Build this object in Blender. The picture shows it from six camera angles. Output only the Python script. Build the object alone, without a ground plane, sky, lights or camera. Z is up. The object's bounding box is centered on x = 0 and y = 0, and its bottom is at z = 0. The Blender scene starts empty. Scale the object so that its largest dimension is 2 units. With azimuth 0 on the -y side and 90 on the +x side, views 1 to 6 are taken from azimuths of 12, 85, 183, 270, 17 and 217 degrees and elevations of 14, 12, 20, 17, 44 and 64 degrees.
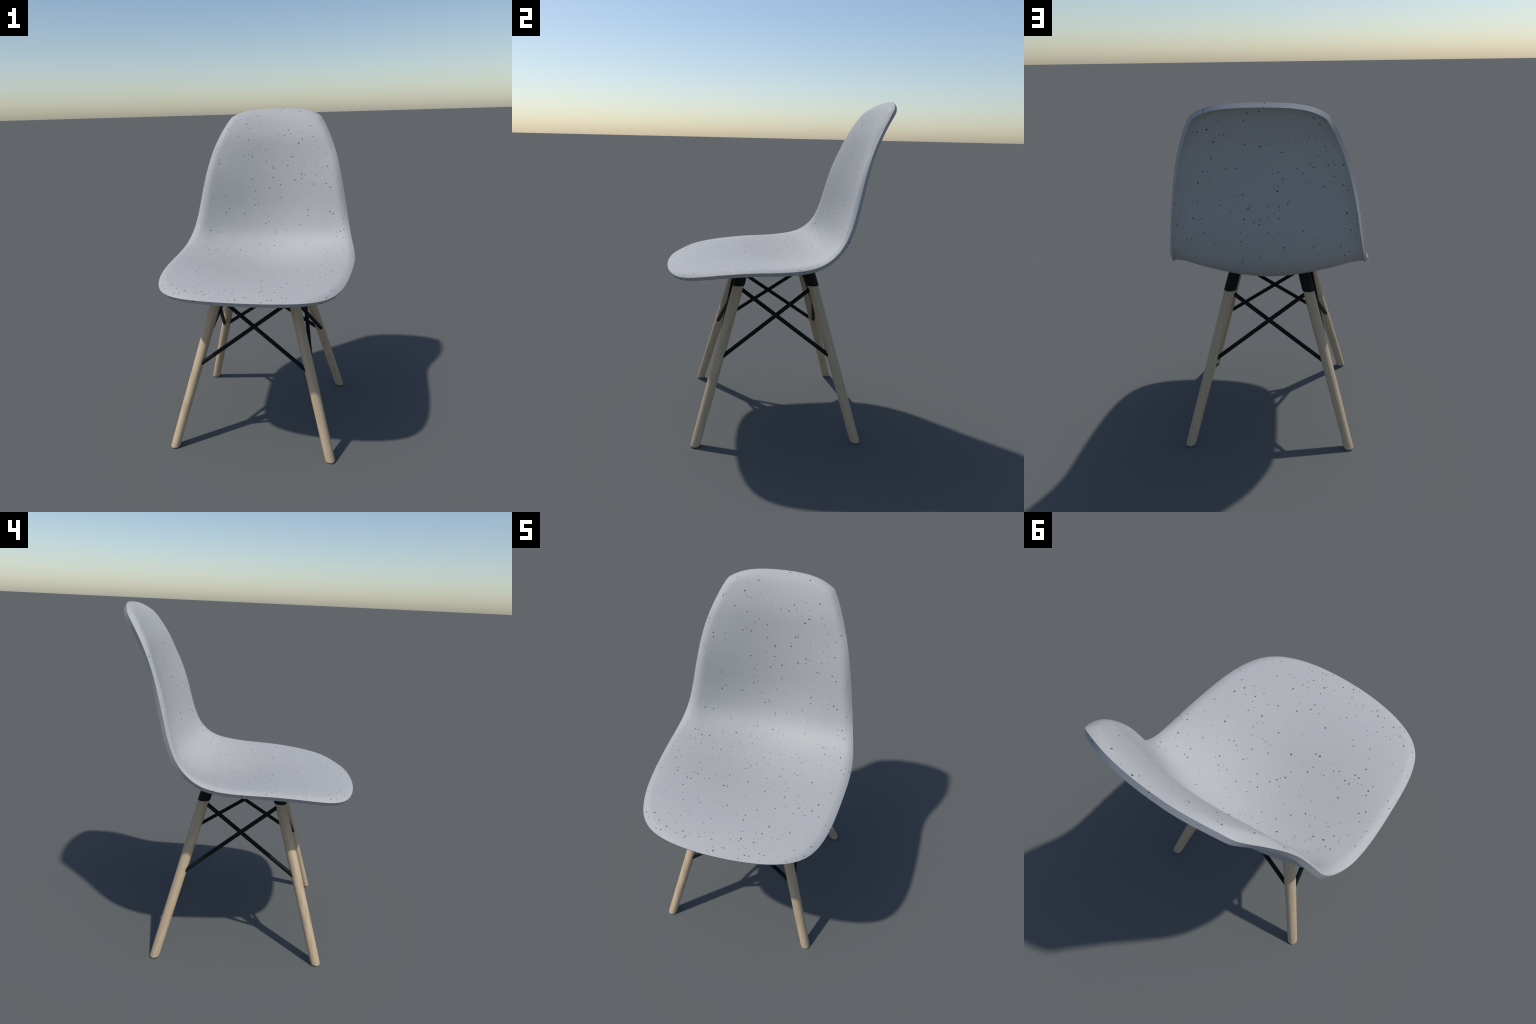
"""Moulded speckled shell chair on four splayed wooden dowel legs with black wire bracing."""
import bpy, bmesh, math
import numpy as np
from mathutils import Vector, Matrix

# ------------------------------------------------------------------ helpers
def cubic(t, y, x):
    """Natural cubic spline through (t, y), evaluated at x."""
    t = np.asarray(t, float); y = np.asarray(y, float); x = np.asarray(x, float)
    n = len(t); h = np.diff(t); A = np.eye(n); r = np.zeros(n)
    for i in range(1, n - 1):
        A[i, i-1] = h[i-1]; A[i, i] = 2 * (h[i-1] + h[i]); A[i, i+1] = h[i]
        r[i] = 6 * ((y[i+1] - y[i]) / h[i] - (y[i] - y[i-1]) / h[i-1])
    m = np.linalg.solve(A, r)
    k = np.clip(np.searchsorted(t, x) - 1, 0, n - 2)
    a = t[k+1] - x; b = x - t[k]; H = h[k]
    return m[k]*a**3/(6*H) + m[k+1]*b**3/(6*H) + (y[k]/H - m[k]*H/6)*a + (y[k+1]/H - m[k+1]*H/6)*b

def arclen(p):
    return np.r_[0, np.cumsum(np.linalg.norm(np.diff(p, axis=0), axis=1))]

def link(obj, parent=None):
    bpy.context.scene.collection.objects.link(obj)
    if parent is not None:
        obj.parent = parent
    return obj

# ------------------------------------------------------------------ materials
def new_mat(name):
    m = bpy.data.materials.new(name); m.use_nodes = True
    nt = m.node_tree; nt.nodes.clear()
    out = nt.nodes.new('ShaderNodeOutputMaterial')
    bsdf = nt.nodes.new('ShaderNodeBsdfPrincipled')
    nt.links.new(bsdf.outputs['BSDF'], out.inputs['Surface'])
    return m, nt, bsdf

def N(nt, kind, **kw):
    n = nt.nodes.new(kind)
    for k, v in kw.items():
        setattr(n, k, v)
    return n

def math_node(nt, op, a, b=None, c=None, clamp=False):
    n = N(nt, 'ShaderNodeMath', operation=op, use_clamp=clamp)
    for i, v in enumerate((a, b, c)):
        if v is None: continue
        if isinstance(v, (int, float)): n.inputs[i].default_value = v
        else: nt.links.new(v, n.inputs[i])
    return n.outputs[0]

def mix_col(nt, fac, a, b):
    n = N(nt, 'ShaderNodeMix', data_type='RGBA')
    for sock, v in ((n.inputs['Factor'], fac), (n.inputs[6], a), (n.inputs[7], b)):
        if isinstance(v, (int, float)): sock.default_value = v
        elif isinstance(v, tuple): sock.default_value = v
        else: nt.links.new(v, sock)
    return n.outputs[2]

def make_shell_material():
    m, nt, bsdf = new_mat('speckled_plastic')
    tc = N(nt, 'ShaderNodeTexCoord')
    # slightly ragged speck outlines: wobble the lookup position
    wob = N(nt, 'ShaderNodeTexNoise'); wob.inputs['Scale'].default_value = 150; wob.inputs['Detail'].default_value = 1
    nt.links.new(tc.outputs['Object'], wob.inputs['Vector'])
    sub = N(nt, 'ShaderNodeVectorMath', operation='SUBTRACT'); sub.inputs[1].default_value = (.5, .5, .5)
    nt.links.new(wob.outputs['Color'], sub.inputs[0])
    sc = N(nt, 'ShaderNodeVectorMath', operation='SCALE'); sc.inputs['Scale'].default_value = .0048
    nt.links.new(sub.outputs[0], sc.inputs[0])
    add = N(nt, 'ShaderNodeVectorMath', operation='ADD')
    nt.links.new(tc.outputs['Object'], add.inputs[0]); nt.links.new(sc.outputs[0], add.inputs[1])
    S = SPECK_SCALE
    vo = N(nt, 'ShaderNodeTexVoronoi', voronoi_dimensions='3D', feature='F1')
    vo.inputs['Scale'].default_value = S; vo.inputs['Randomness'].default_value = 1
    nt.links.new(add.outputs[0], vo.inputs['Vector'])
    sep = N(nt, 'ShaderNodeSeparateColor'); nt.links.new(vo.outputs['Color'], sep.inputs[0])
    # speck radius: many small grains, a few large ones
    big = math_node(nt, 'POWER', sep.outputs['Red'], SPECK_POW)
    rad = math_node(nt, 'MULTIPLY_ADD', big, SPECK_BIG * S, SPECK_MIN * S)
    edge = math_node(nt, 'SUBTRACT', rad, vo.outputs['Distance'])
    mask = math_node(nt, 'MULTIPLY', edge, 1 / (.0012 * S), clamp=True)
    # faint, broad tonal drift of the moulded plastic
    nz = N(nt, 'ShaderNodeTexNoise'); nz.inputs['Scale'].default_value = 3.0; nz.inputs['Detail'].default_value = 2
    nt.links.new(tc.outputs['Object'], nz.inputs['Vector'])
    fac = math_node(nt, 'MULTIPLY_ADD', nz.outputs['Fac'], .8, .1, clamp=True)
    base = mix_col(nt, fac, SHELL_A, SHELL_B)
    dark = mix_col(nt, sep.outputs['Green'], (.032, .030, .027, 1), (.066, .060, .052, 1))
    col = mix_col(nt, mask, base, dark)
    nt.links.new(col, bsdf.inputs['Base Color'])
    bsdf.inputs['Roughness'].default_value = .62
    bsdf.inputs['Specular IOR Level'].default_value = .3
    return m

def make_wood_material():
    m, nt, bsdf = new_mat('pale_wood')
    tc = N(nt, 'ShaderNodeTexCoord'); oi = N(nt, 'ShaderNodeObjectInfo')
    # each leg is cut from another place in the plank
    off = N(nt, 'ShaderNodeVectorMath', operation='SCALE'); off.inputs[0].default_value = (3.1, 5.7, 7.3)
    nt.links.new(oi.outputs['Random'], off.inputs['Scale'])
    add = N(nt, 'ShaderNodeVectorMath', operation='ADD')
    nt.links.new(tc.outputs['Object'], add.inputs[0]); nt.links.new(off.outputs[0], add.inputs[1])
    mp = N(nt, 'ShaderNodeMapping'); mp.inputs['Scale'].default_value = (1, 1, .07)
    nt.links.new(add.outputs[0], mp.inputs['Vector'])
    # growth rings: bands of a smooth stretched noise field
    f = N(nt, 'ShaderNodeTexNoise'); f.inputs['Scale'].default_value = 11; f.inputs['Detail'].default_value = 1.5
    nt.links.new(mp.outputs[0], f.inputs['Vector'])
    rings = math_node(nt, 'SINE', math_node(nt, 'MULTIPLY', f.outputs['Fac'], 95))
    rings = math_node(nt, 'MULTIPLY_ADD', rings, .5, .5)
    rings = math_node(nt, 'POWER', rings, 2.5)
    # fine fibres
    g = N(nt, 'ShaderNodeTexNoise'); g.inputs['Scale'].default_value = 170; g.inputs['Detail'].default_value = 3
    mg = N(nt, 'ShaderNodeMapping'); mg.inputs['Scale'].default_value = (1, 1, .03)
    nt.links.new(add.outputs[0], mg.inputs['Vector']); nt.links.new(mg.outputs[0], g.inputs['Vector'])
    b = N(nt, 'ShaderNodeTexNoise'); b.inputs['Scale'].default_value = 5; b.inputs['Detail'].default_value = 2
    nt.links.new(mp.outputs[0], b.inputs['Vector'])
    base = mix_col(nt, b.outputs['Fac'], WOOD_A, WOOD_B)
    c1 = mix_col(nt, math_node(nt, 'MULTIPLY', rings, .30), base, WOOD_D)
    fib = math_node(nt, 'MULTIPLY_ADD', g.outputs['Fac'], 3.0, -1.45, clamp=True)
    c2 = mix_col(nt, math_node(nt, 'MULTIPLY', fib, .22), c1, WOOD_D)
    nt.links.new(c2, bsdf.inputs['Base Color'])
    bsdf.inputs['Roughness'].default_value = .6
    bsdf.inputs['Specular IOR Level'].default_value = .25
    return m

def make_black_material():
    m, nt, bsdf = new_mat('black_painted_metal')
    tc = N(nt, 'ShaderNodeTexCoord')
    nz = N(nt, 'ShaderNodeTexNoise'); nz.inputs['Scale'].default_value = 30
    nt.links.new(tc.outputs['Object'], nz.inputs['Vector'])
    col = mix_col(nt, nz.outputs['Fac'], (.0092, .0095, .0098, 1), (.0112, .0115, .0117, 1))
    nt.links.new(col, bsdf.inputs['Base Color'])
    bsdf.inputs['Roughness'].default_value = .6
    bsdf.inputs['Specular IOR Level'].default_value = .12
    return m

SPECK_SCALE, SPECK_MIN, SPECK_BIG, SPECK_POW = 40.0, .0024, .0028, 2.6
SHELL_A, SHELL_B = (.390, .391, .393, 1), (.402, .402, .403, 1)
WOOD_A, WOOD_B, WOOD_D = (.505, .385, .252, 1), (.555, .43, .29, 1), (.30, .215, .130, 1)

shell_mat = make_shell_material(); wood_mat = make_wood_material(); black_mat = make_black_material()

# ------------------------------------------------------------------ the shell
# side profile of the shell at its centre line: (y, z), front lip -> seat -> bend -> top of the back
SPINE = [(-.676, 1.011), (-.635, 1.0215), (-.595, 1.031), (-.515, 1.0432), (-.434, 1.0478), (-.353, 1.0479), (-.272, 1.0443),
         (-.1915, 1.0388), (-.111, 1.0304), (-.030, 1.0228), (.0505, 1.0195), (.131, 1.0218), (.212, 1.030),
         (.289, 1.053), (.358, 1.0975), (.4065, 1.164), (.4345, 1.241), (.4536, 1.320), (.4667, 1.400),
         (.4778, 1.4804), (.490, 1.560), (.504, 1.640), (.519, 1.720), (.537, 1.7985), (.5665, 1.874),
         (.6055, 1.9456), (.6345, 1.980), (.660, 2.000)]
# edge of the shell, right half: (x, y, z) from the front centre round to the top centre
RIM = [(0, -.676, 1.011), (.089, -.6735, 1.0108), (.178, -.665, 1.010), (.267, -.649, 1.009), (.352, -.623, 1.008),
       (.431, -.581, 1.010), (.491, -.518, 1.019), (.528, -.436, 1.033), (.549, -.350, 1.046), (.561, -.262, 1.056),
       (.569, -.173, 1.0625), (.575, -.083, 1.066), (.579, .006, 1.070), (.5785, .095, 1.0785), (.5715, .180, 1.098),
       (.555, .257, 1.141), (.537, .316, 1.206), (.521, .355, 1.285), (.506, .381, 1.370), (.491, .402, 1.455),
       (.474, .424, 1.540), (.4545, .448, 1.624), (.431, .478, 1.706), (.4025, .514, 1.783), (.370, .555, 1.855),
       (.345, .5845, 1.901), (.3265, .6035, 1.9305), (.3155, .6125, 1.9445), (.3035, .617, 1.9515), (.280, .6235, 1.9630),
       (.245, .6325, 1.9765), (.177, .647, 1.9912), (.089, .657, 1.9982), (0, .660, 2.000)]
# dish of the cross-section along the profile: height = a x^2 + b x^4
DISH_S = [0, .2, .4, .6, .8, 1.0, 1.2, 1.4, 1.6, 1.8, 2.03]
DISH_A = [-.06, .029, .166, .307, .426, .513, .576, .582, .520, .407, .27]
DISH_B = [-.03, -.142, -.306, -.445, -.58, -.624, -.588, -.655, -.90, -1.27, -1.70]
THICK = .0255
ROLL_WIDTH = .048          # the outermost strip that rolls over towards the edge

sp = np.array(SPINE); sp_t = arclen(sp); LEN = sp_t[-1]
def spine(s):
    y = cubic(sp_t, sp[:, 0], s); z = cubic(sp_t, sp[:, 1], s)
    e = 1e-3; s0 = np.clip(s - e, 0, LEN); s1 = np.clip(s + e, 0, LEN)
    ty = (cubic(sp_t, sp[:, 0], s1) - cubic(sp_t, sp[:, 0], s0)) / (s1 - s0)
    tz = (cubic(sp_t, sp[:, 1], s1) - cubic(sp_t, sp[:, 1], s0)) / (s1 - s0)
    l = np.hypot(ty, tz)
    return y, z, -tz / l, ty / l                     # position and normal towards the sitter

def dish(x, s):
    x = np.abs(x)
    # local swellings close to the edge: the hips flare up into wings, the shoulders a little
    wing = lambda height, x0, width, s0, spread: (height * .5 * (1 + np.tanh((x - x0) / width))
                                                  * np.exp(-((s - s0) / spread) ** 2 / 2))
    swell = wing(.0145, .435, .045, 1.03, .102) + wing(.0036, .385, .04, 1.58, .09)
    return cubic(DISH_S, DISH_A, s) * x**2 + cubic(DISH_S, DISH_B, s) * x**4 + swell

# dense rim, then its coordinates on the unrolled shell (x, s) and height h above the profile
rim_c = np.array(RIM); rt = arclen(rim_c)
mir = np.array([-1, 1, 1.])
ext = np.vstack([rim_c[3:0:-1] * mir, rim_c, rim_c[-2:-5:-1] * mir])   # mirrored ends keep it smooth at x = 0
et = arclen(ext); t0 = et[3]; t1 = et[3 + len(rim_c) - 1]
NT = 260
tt = np.linspace(t0, t1, NT + 1)
rim = np.stack([cubic(et, ext[:, k], tt) for k in range(3)], 1)
rim[0, 0] = rim[-1, 0] = 0
for _ in range(3):
    rim[1:-1] = .25*rim[:-2] + .5*rim[1:-1] + .25*rim[2:]
sd = np.linspace(0, LEN, 4000); py, pz, pny, pnz = spine(sd)
ro_s = []; ro_h = []
for p in rim:
    dy = p[1] - py; dz = p[2] - pz; i = int(np.argmin(dy*dy + dz*dz))
    ro_s.append(sd[i]); ro_h.append(dy[i]*pny[i] + dz[i]*pnz[i])
ro_s = np.array(ro_s); ro_h = np.array(ro_h)
for _ in range(3):                                    # iron out the sampling steps
    ro_s[1:-1] = .25*ro_s[:-2] + .5*ro_s[1:-1] + .25*ro_s[2:]
out = np.stack([rim[:, 0], ro_s], 1)                  # outline on the unrolled shell
drop = dish(out[:, 0], out[:, 1]) - ro_h              # how far the edge rolls down
# inward normals of the outline
ext_o = np.vstack([[-out[1, 0], out[1, 1]], out, [-out[-2, 0], out[-2, 1]]])
tg = ext_o[2:] - ext_o[:-2]; tg /= np.linalg.norm(tg, axis=1)[:, None]
inn = np.stack([-tg[:, 1], tg[:, 0]], 1)
inn[0] = (0, 1); inn[-1] = (0, -1)
for _ in range(70):                                   # slow fan of directions: no folding at the corners
    inn[1:-1] = .25*inn[:-2] + .5*inn[1:-1] + .25*inn[2:]
inn /= np.linalg.norm(inn, axis=1)[:, None]

bands = np.array([0, .0025, .006, .011, .017, .024, .032, .041, .050, .059, .069])
roll_width = ROLL_WIDTH + .018 * np.exp(-((out[:, 1] - 1.27) / .17) ** 2 / 2)   # broader above the hips
NI = 34
mid_s = .55 + (1.62 - .55) * (np.linspace(0, 1, NT + 1))
cols = []
for d in bands:
    q = out + inn * d
    roll = drop * np.clip(1 - d / roll_width, 0, 1) ** 2
    q[0, 0] = q[-1, 0] = 0
    cols.append((q[:, 0], q[:, 1], roll))
last = out + inn * bands[-1]; last[0, 0] = last[-1, 0] = 0
for j in range(1, NI + 1):
    f = j / NI
    cols.append((last[:, 0] * (1 - f), last[:, 1] * (1 - f) + mid_s * f, np.zeros(NT + 1)))
J = len(cols)
top = np.zeros((NT + 1, J, 3)); S = np.zeros((NT + 1, J))
for j, (x, s, roll) in enumerate(cols):
    sc = np.clip(s, 0, LEN)
    y, z, ny, nz = spine(sc); h = dish(x, sc) - roll
    top[:, j, 0] = x; top[:, j, 1] = y + ny * h; top[:, j, 2] = z + nz * h; S[:, j] = sc
top[:, 0] = rim
# direction in which the cut edge of the shell runs from its upper to its lower corner: straight back
# through the un-rolled surface, leaning inwards by an angle that is given along the rim
e = 1e-3
def unrolled(x, s):
    y, z, ny, nz = spine(np.clip(s, 0, LEN)); h = dish(x, s)
    return np.stack([x, y + ny*h, z + nz*h], 1)
p0 = unrolled(out[:, 0], out[:, 1]); si = np.clip(out[:, 1], e, LEN - e)
dx = unrolled(out[:, 0] + e, si) - unrolled(out[:, 0] - e, si)
ds = unrolled(out[:, 0], si + e) - unrolled(out[:, 0], si - e)
un = np.cross(dx, ds); un /= np.linalg.norm(un, axis=1)[:, None]          # un-rolled normal, towards the sitter
inw = inn[:, :1] * dx + inn[:, 1:] * ds; inw -= un * (un * inw).sum(1)[:, None]
inw /= np.linalg.norm(inw, axis=1)[:, None]
frac = (tt - t0) / (t1 - t0)
LEAN = [(0, 12), (.10, 12), (.22, 28), (.40, 28), (.50, 34), (.56, 42), (.62, 45), (.76, 44), (.84, 40), (.87, 28), (.90, 10), (.94, 0), (1, 0)]
lean = np.radians(np.interp(frac, [a for a, b in LEAN], [b for a, b in LEAN]))
for _ in range(20): lean[1:-1] = .25*lean[:-2] + .5*lean[1:-1] + .25*lean[2:]
lip_dir = inw * np.sin(lean)[:, None] - un * np.cos(lean)[:, None]

bm = bmesh.new()
ids = {}
def tv(side, i, j):
    """vertex of the upper surface; the two halves share the centre line"""
    x = 0 if (i in (0, NT) or j == J - 1) else side
    key = (x, i, j)
    if key not in ids:
        p = top[i, j]; ids[key] = bm.verts.new((p[0] * x, p[1], p[2]))
    return ids[key]
for side in (1, -1):
    for i in range(NT):
        for j in range(J - 1):
            v = [tv(side, i, j), tv(side, i+1, j), tv(side, i+1, j+1), tv(side, i, j+1)]
            if side < 0: v.reverse()
            bm.faces.new(v)
bm.normal_update()
# make sure normals look at the sitter
if sum(f.normal.z for f in bm.faces) < 0:
    bmesh.ops.reverse_faces(bm, faces=bm.faces[:])
    bm.normal_update()
# under side: offset along the normals; at the edge the square-cut lip leans in by its own angle
nrm = {v: v.normal.copy() for v in bm.verts}
lower = {}
for key, v in list(ids.items()):
    n = nrm[v].copy()
    x, i, j = key
    if x == 0: n.x = 0; n.normalize()
    co = v.co - n * THICK
    if j < len(bands):
        w = max(0, 1 - bands[j] / bands[-1]) ** 2
        r = Vector(lip_dir[i]); r.x *= x
        n0 = nrm[ids[(x if i not in (0, NT) else 0, i, 0)]]
        co += (r + n0) * THICK * w
    lower[v] = bm.verts.new(co)
for f in bm.faces[:]:
    bm.faces.new([lower[v] for v in reversed(f.verts)])
border = [e for e in bm.edges if e.is_boundary and e.verts[0] in lower and e.verts[1] in lower]
lip_faces = []
for e in border:
    f = e.link_faces[0]
    a, b = e.verts
    vs = list(f.verts); ia = vs.index(a)
    if vs[(ia + 1) % len(vs)] is b: a, b = b, a
    lip_faces.append(bm.faces.new([a, b, lower[b], lower[a]]))
for f in bm.faces: f.smooth = True
for f in lip_faces:
    for e in f.edges:
        if len(e.link_faces) == 2 and sum(g in lip_faces for g in e.link_faces) == 1:
            e.smooth = False
bm.normal_update()
whole = bpy.data.meshes.new('shell_whole'); bm.to_mesh(whole)
# split by region: seat below the bend, backrest above
SPLIT = 1.075
pts_n = np.array([c.vector[:] for c in whole.corner_normals])
def centre_s(c):
    k = np.argmin((py - c[1])**2 + (pz - c[2])**2); return sd[k]
# region line: a straight plane through the bend, perpendicular to the profile
k = int(np.argmin(np.abs(sd - SPLIT)))
plane_p = np.array([py[k], pz[k]]); plane_t = np.array([pnz[k], -pny[k]])   # tangent along the profile
groups = {'seat': [], 'backrest': []}
for p in whole.polygons:
    c = p.center
    above = (c.y - plane_p[0]) * plane_t[0] + (c.z - plane_p[1]) * plane_t[1] > 0
    groups['backrest' if above and c.y > 0 else 'seat'].append(p)

chair = bpy.data.objects.new('chair', None)
link(chair)
chair['label'] = 'white speckled moulded shell chair on splayed wooden dowel legs'
chair['category'] = 'chair'

for name, polys in groups.items():
    remap = {}; vs = []; fs = []; ln = []
    for p in polys:
        f = []
        for li in p.loop_indices:
            vi = whole.loops[li].vertex_index
            if vi not in remap:
                remap[vi] = len(vs); vs.append(whole.vertices[vi].co[:])
            f.append(remap[vi]); ln.append(pts_n[li])
        fs.append(f)
    me = bpy.data.meshes.new(name); me.from_pydata(vs, [], fs)
    me.polygons.foreach_set('use_smooth', [True] * len(fs))
    me.update()
    me.normals_split_custom_set([tuple(n) for n in ln])
    me.materials.append(shell_mat)
    link(bpy.data.objects.new(name, me), chair)
bpy.data.meshes.remove(whole); bm.free()

# ------------------------------------------------------------------ legs, sockets, braces
def lathe(name, profile, seg=40):
    """solid of revolution about z; profile = [(r, z)] from bottom to top, closed at the axis"""
    b = bmesh.new(); rings = []
    for r, z in profile:
        if r < 1e-6: rings.append([b.verts.new((0, 0, z))])
        else: rings.append([b.verts.new((r*math.cos(2*math.pi*k/seg), r*math.sin(2*math.pi*k/seg), z)) for k in range(seg)])
    for p, q in zip(rings[:-1], rings[1:]):
        for k in range(seg):
            k2 = (k + 1) % seg
            if len(p) == 1: b.faces.new([p[0], q[k2], q[k]])
            elif len(q) == 1: b.faces.new([p[k], p[k2], q[0]])
            else: b.faces.new([p[k], p[k2], q[k2], q[k]])
    bmesh.ops.recalc_face_normals(b, faces=b.faces[:])
    for f in b.faces: f.smooth = True
    for e in b.edges:
        if len(e.link_faces) == 2 and e.calc_face_angle(0) > math.radians(40): e.smooth = False
    me = bpy.data.meshes.new(name); b.to_mesh(me); b.free()
    return me

CY = -.019                               # the base is centred a little in front of the origin
FOOT = (.4735, .4760)                    # half spread of the feet at the floor
SOCK = (.230, .224, .908)                # half spread and height of the lower rim of the sockets
def leg_axis(z):
    f = z / SOCK[2]
    return FOOT[0] + (SOCK[0] - FOOT[0]) * f, FOOT[1] + (SOCK[1] - FOOT[1]) * f
R_FOOT, R_TOP = .0287, .0336
LEAN_X, LEAN_Y = FOOT[0] - SOCK[0], FOOT[1] - SOCK[1]
TILT = math.atan2(math.hypot(LEAN_X, LEAN_Y), SOCK[2])
rf = lambda z: R_FOOT + (R_TOP - R_FOOT) * min(1, z / SOCK[2])

def level_lathe(name, profile, seg=48):
    """A turned dowel whose ends are cut level with the floor: rings given as (radius, height) are level
    circles, built in the dowel's own frame (z along its axis, x towards its leaning side)."""
    me = lathe(name, [(r, h) for r, h in profile], seg)
    c, sn = math.cos(TILT), math.sin(TILT)
    for v in me.vertices:
        hr, ht, h = v.co
        v.co = (hr * c, ht, h / c - hr * sn)
    me.update()
    return me

leg_prof = [(0, 0), (R_FOOT - .008, 0), (R_FOOT - .0045, .0010), (R_FOOT - .0018, .0035), (R_FOOT - .0004, .0070), (R_FOOT, .011)]
leg_prof += [(rf(z), z) for z in np.linspace(.06, SOCK[2] + .03, 20)] + [(0, SOCK[2] + .03)]
leg_me = level_lathe('leg', leg_prof); leg_me.materials.append(wood_mat)
sock_prof = [(0, 0), (R_TOP + .0005, 0), (R_TOP + .0022, .0006), (R_TOP + .0030, .0022), (R_TOP + .003, .03), (R_TOP + .0010, .116), (0, .116)]
sock_me = level_lathe('leg_socket', sock_prof); sock_me.materials.append(black_mat)

for sx in (1, -1):
    for sy in (1, -1):
        foot = Vector((sx * FOOT[0], CY + sy * FOOT[1], 0)); so = Vector((sx * SOCK[0], CY + sy * SOCK[1], SOCK[2]))
        az = (so - foot).normalized()
        radial = Vector((-az.x, -az.y, 0)).normalized()        # outwards, level
        ay = az.cross(radial).normalized(); ax = ay.cross(az)
        rot = Matrix((ax, ay, az)).transposed().to_quaternion()
        for nm, me, loc in (('leg', leg_me, foot), ('leg_socket', sock_me, so)):
            o = link(bpy.data.objects.new(nm, me), chair)
            o.rotation_mode = 'QUATERNION'; o.rotation_quaternion = rot; o.location = loc

# wire braces: a crossed pair between each two neighbouring legs
LOW_Z, UP_Z, ROD_R = .486, .900, .0121
rod_len = 1.0
def rod_mesh(L):
    cap = [(0, 0), (ROD_R*.5, .0012), (ROD_R*.87, .0045), (ROD_R, .009)]
    return cap + [(r, L - z) for r, z in reversed(cap)]
corner = lambda sx, sy, z: Vector((sx * leg_axis(z)[0], CY + sy * leg_axis(z)[1], z))
rods = {}
for a, b in (((1, -1), (-1, -1)), ((1, 1), (-1, 1)), ((1, -1), (1, 1)), ((-1, -1), (-1, 1))):
    for lo, hi in ((a, b), (b, a)):
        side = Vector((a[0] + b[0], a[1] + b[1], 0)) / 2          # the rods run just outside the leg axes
        out_by = -.002 if side.y > .5 else .010
        p = corner(*lo, LOW_Z) + side * out_by; q = corner(*hi, UP_Z) + side * out_by * .5; L = round((q - p).length, 4)
        if L not in rods:
            rods[L] = lathe('brace_rod', rod_mesh(L), 24); rods[L].materials.append(black_mat)
        r = link(bpy.data.objects.new('brace_rod', rods[L]), chair)
        r.rotation_mode = 'QUATERNION'; r.rotation_quaternion = (q - p).normalized().to_track_quat('Z', 'Y'); r.location = p
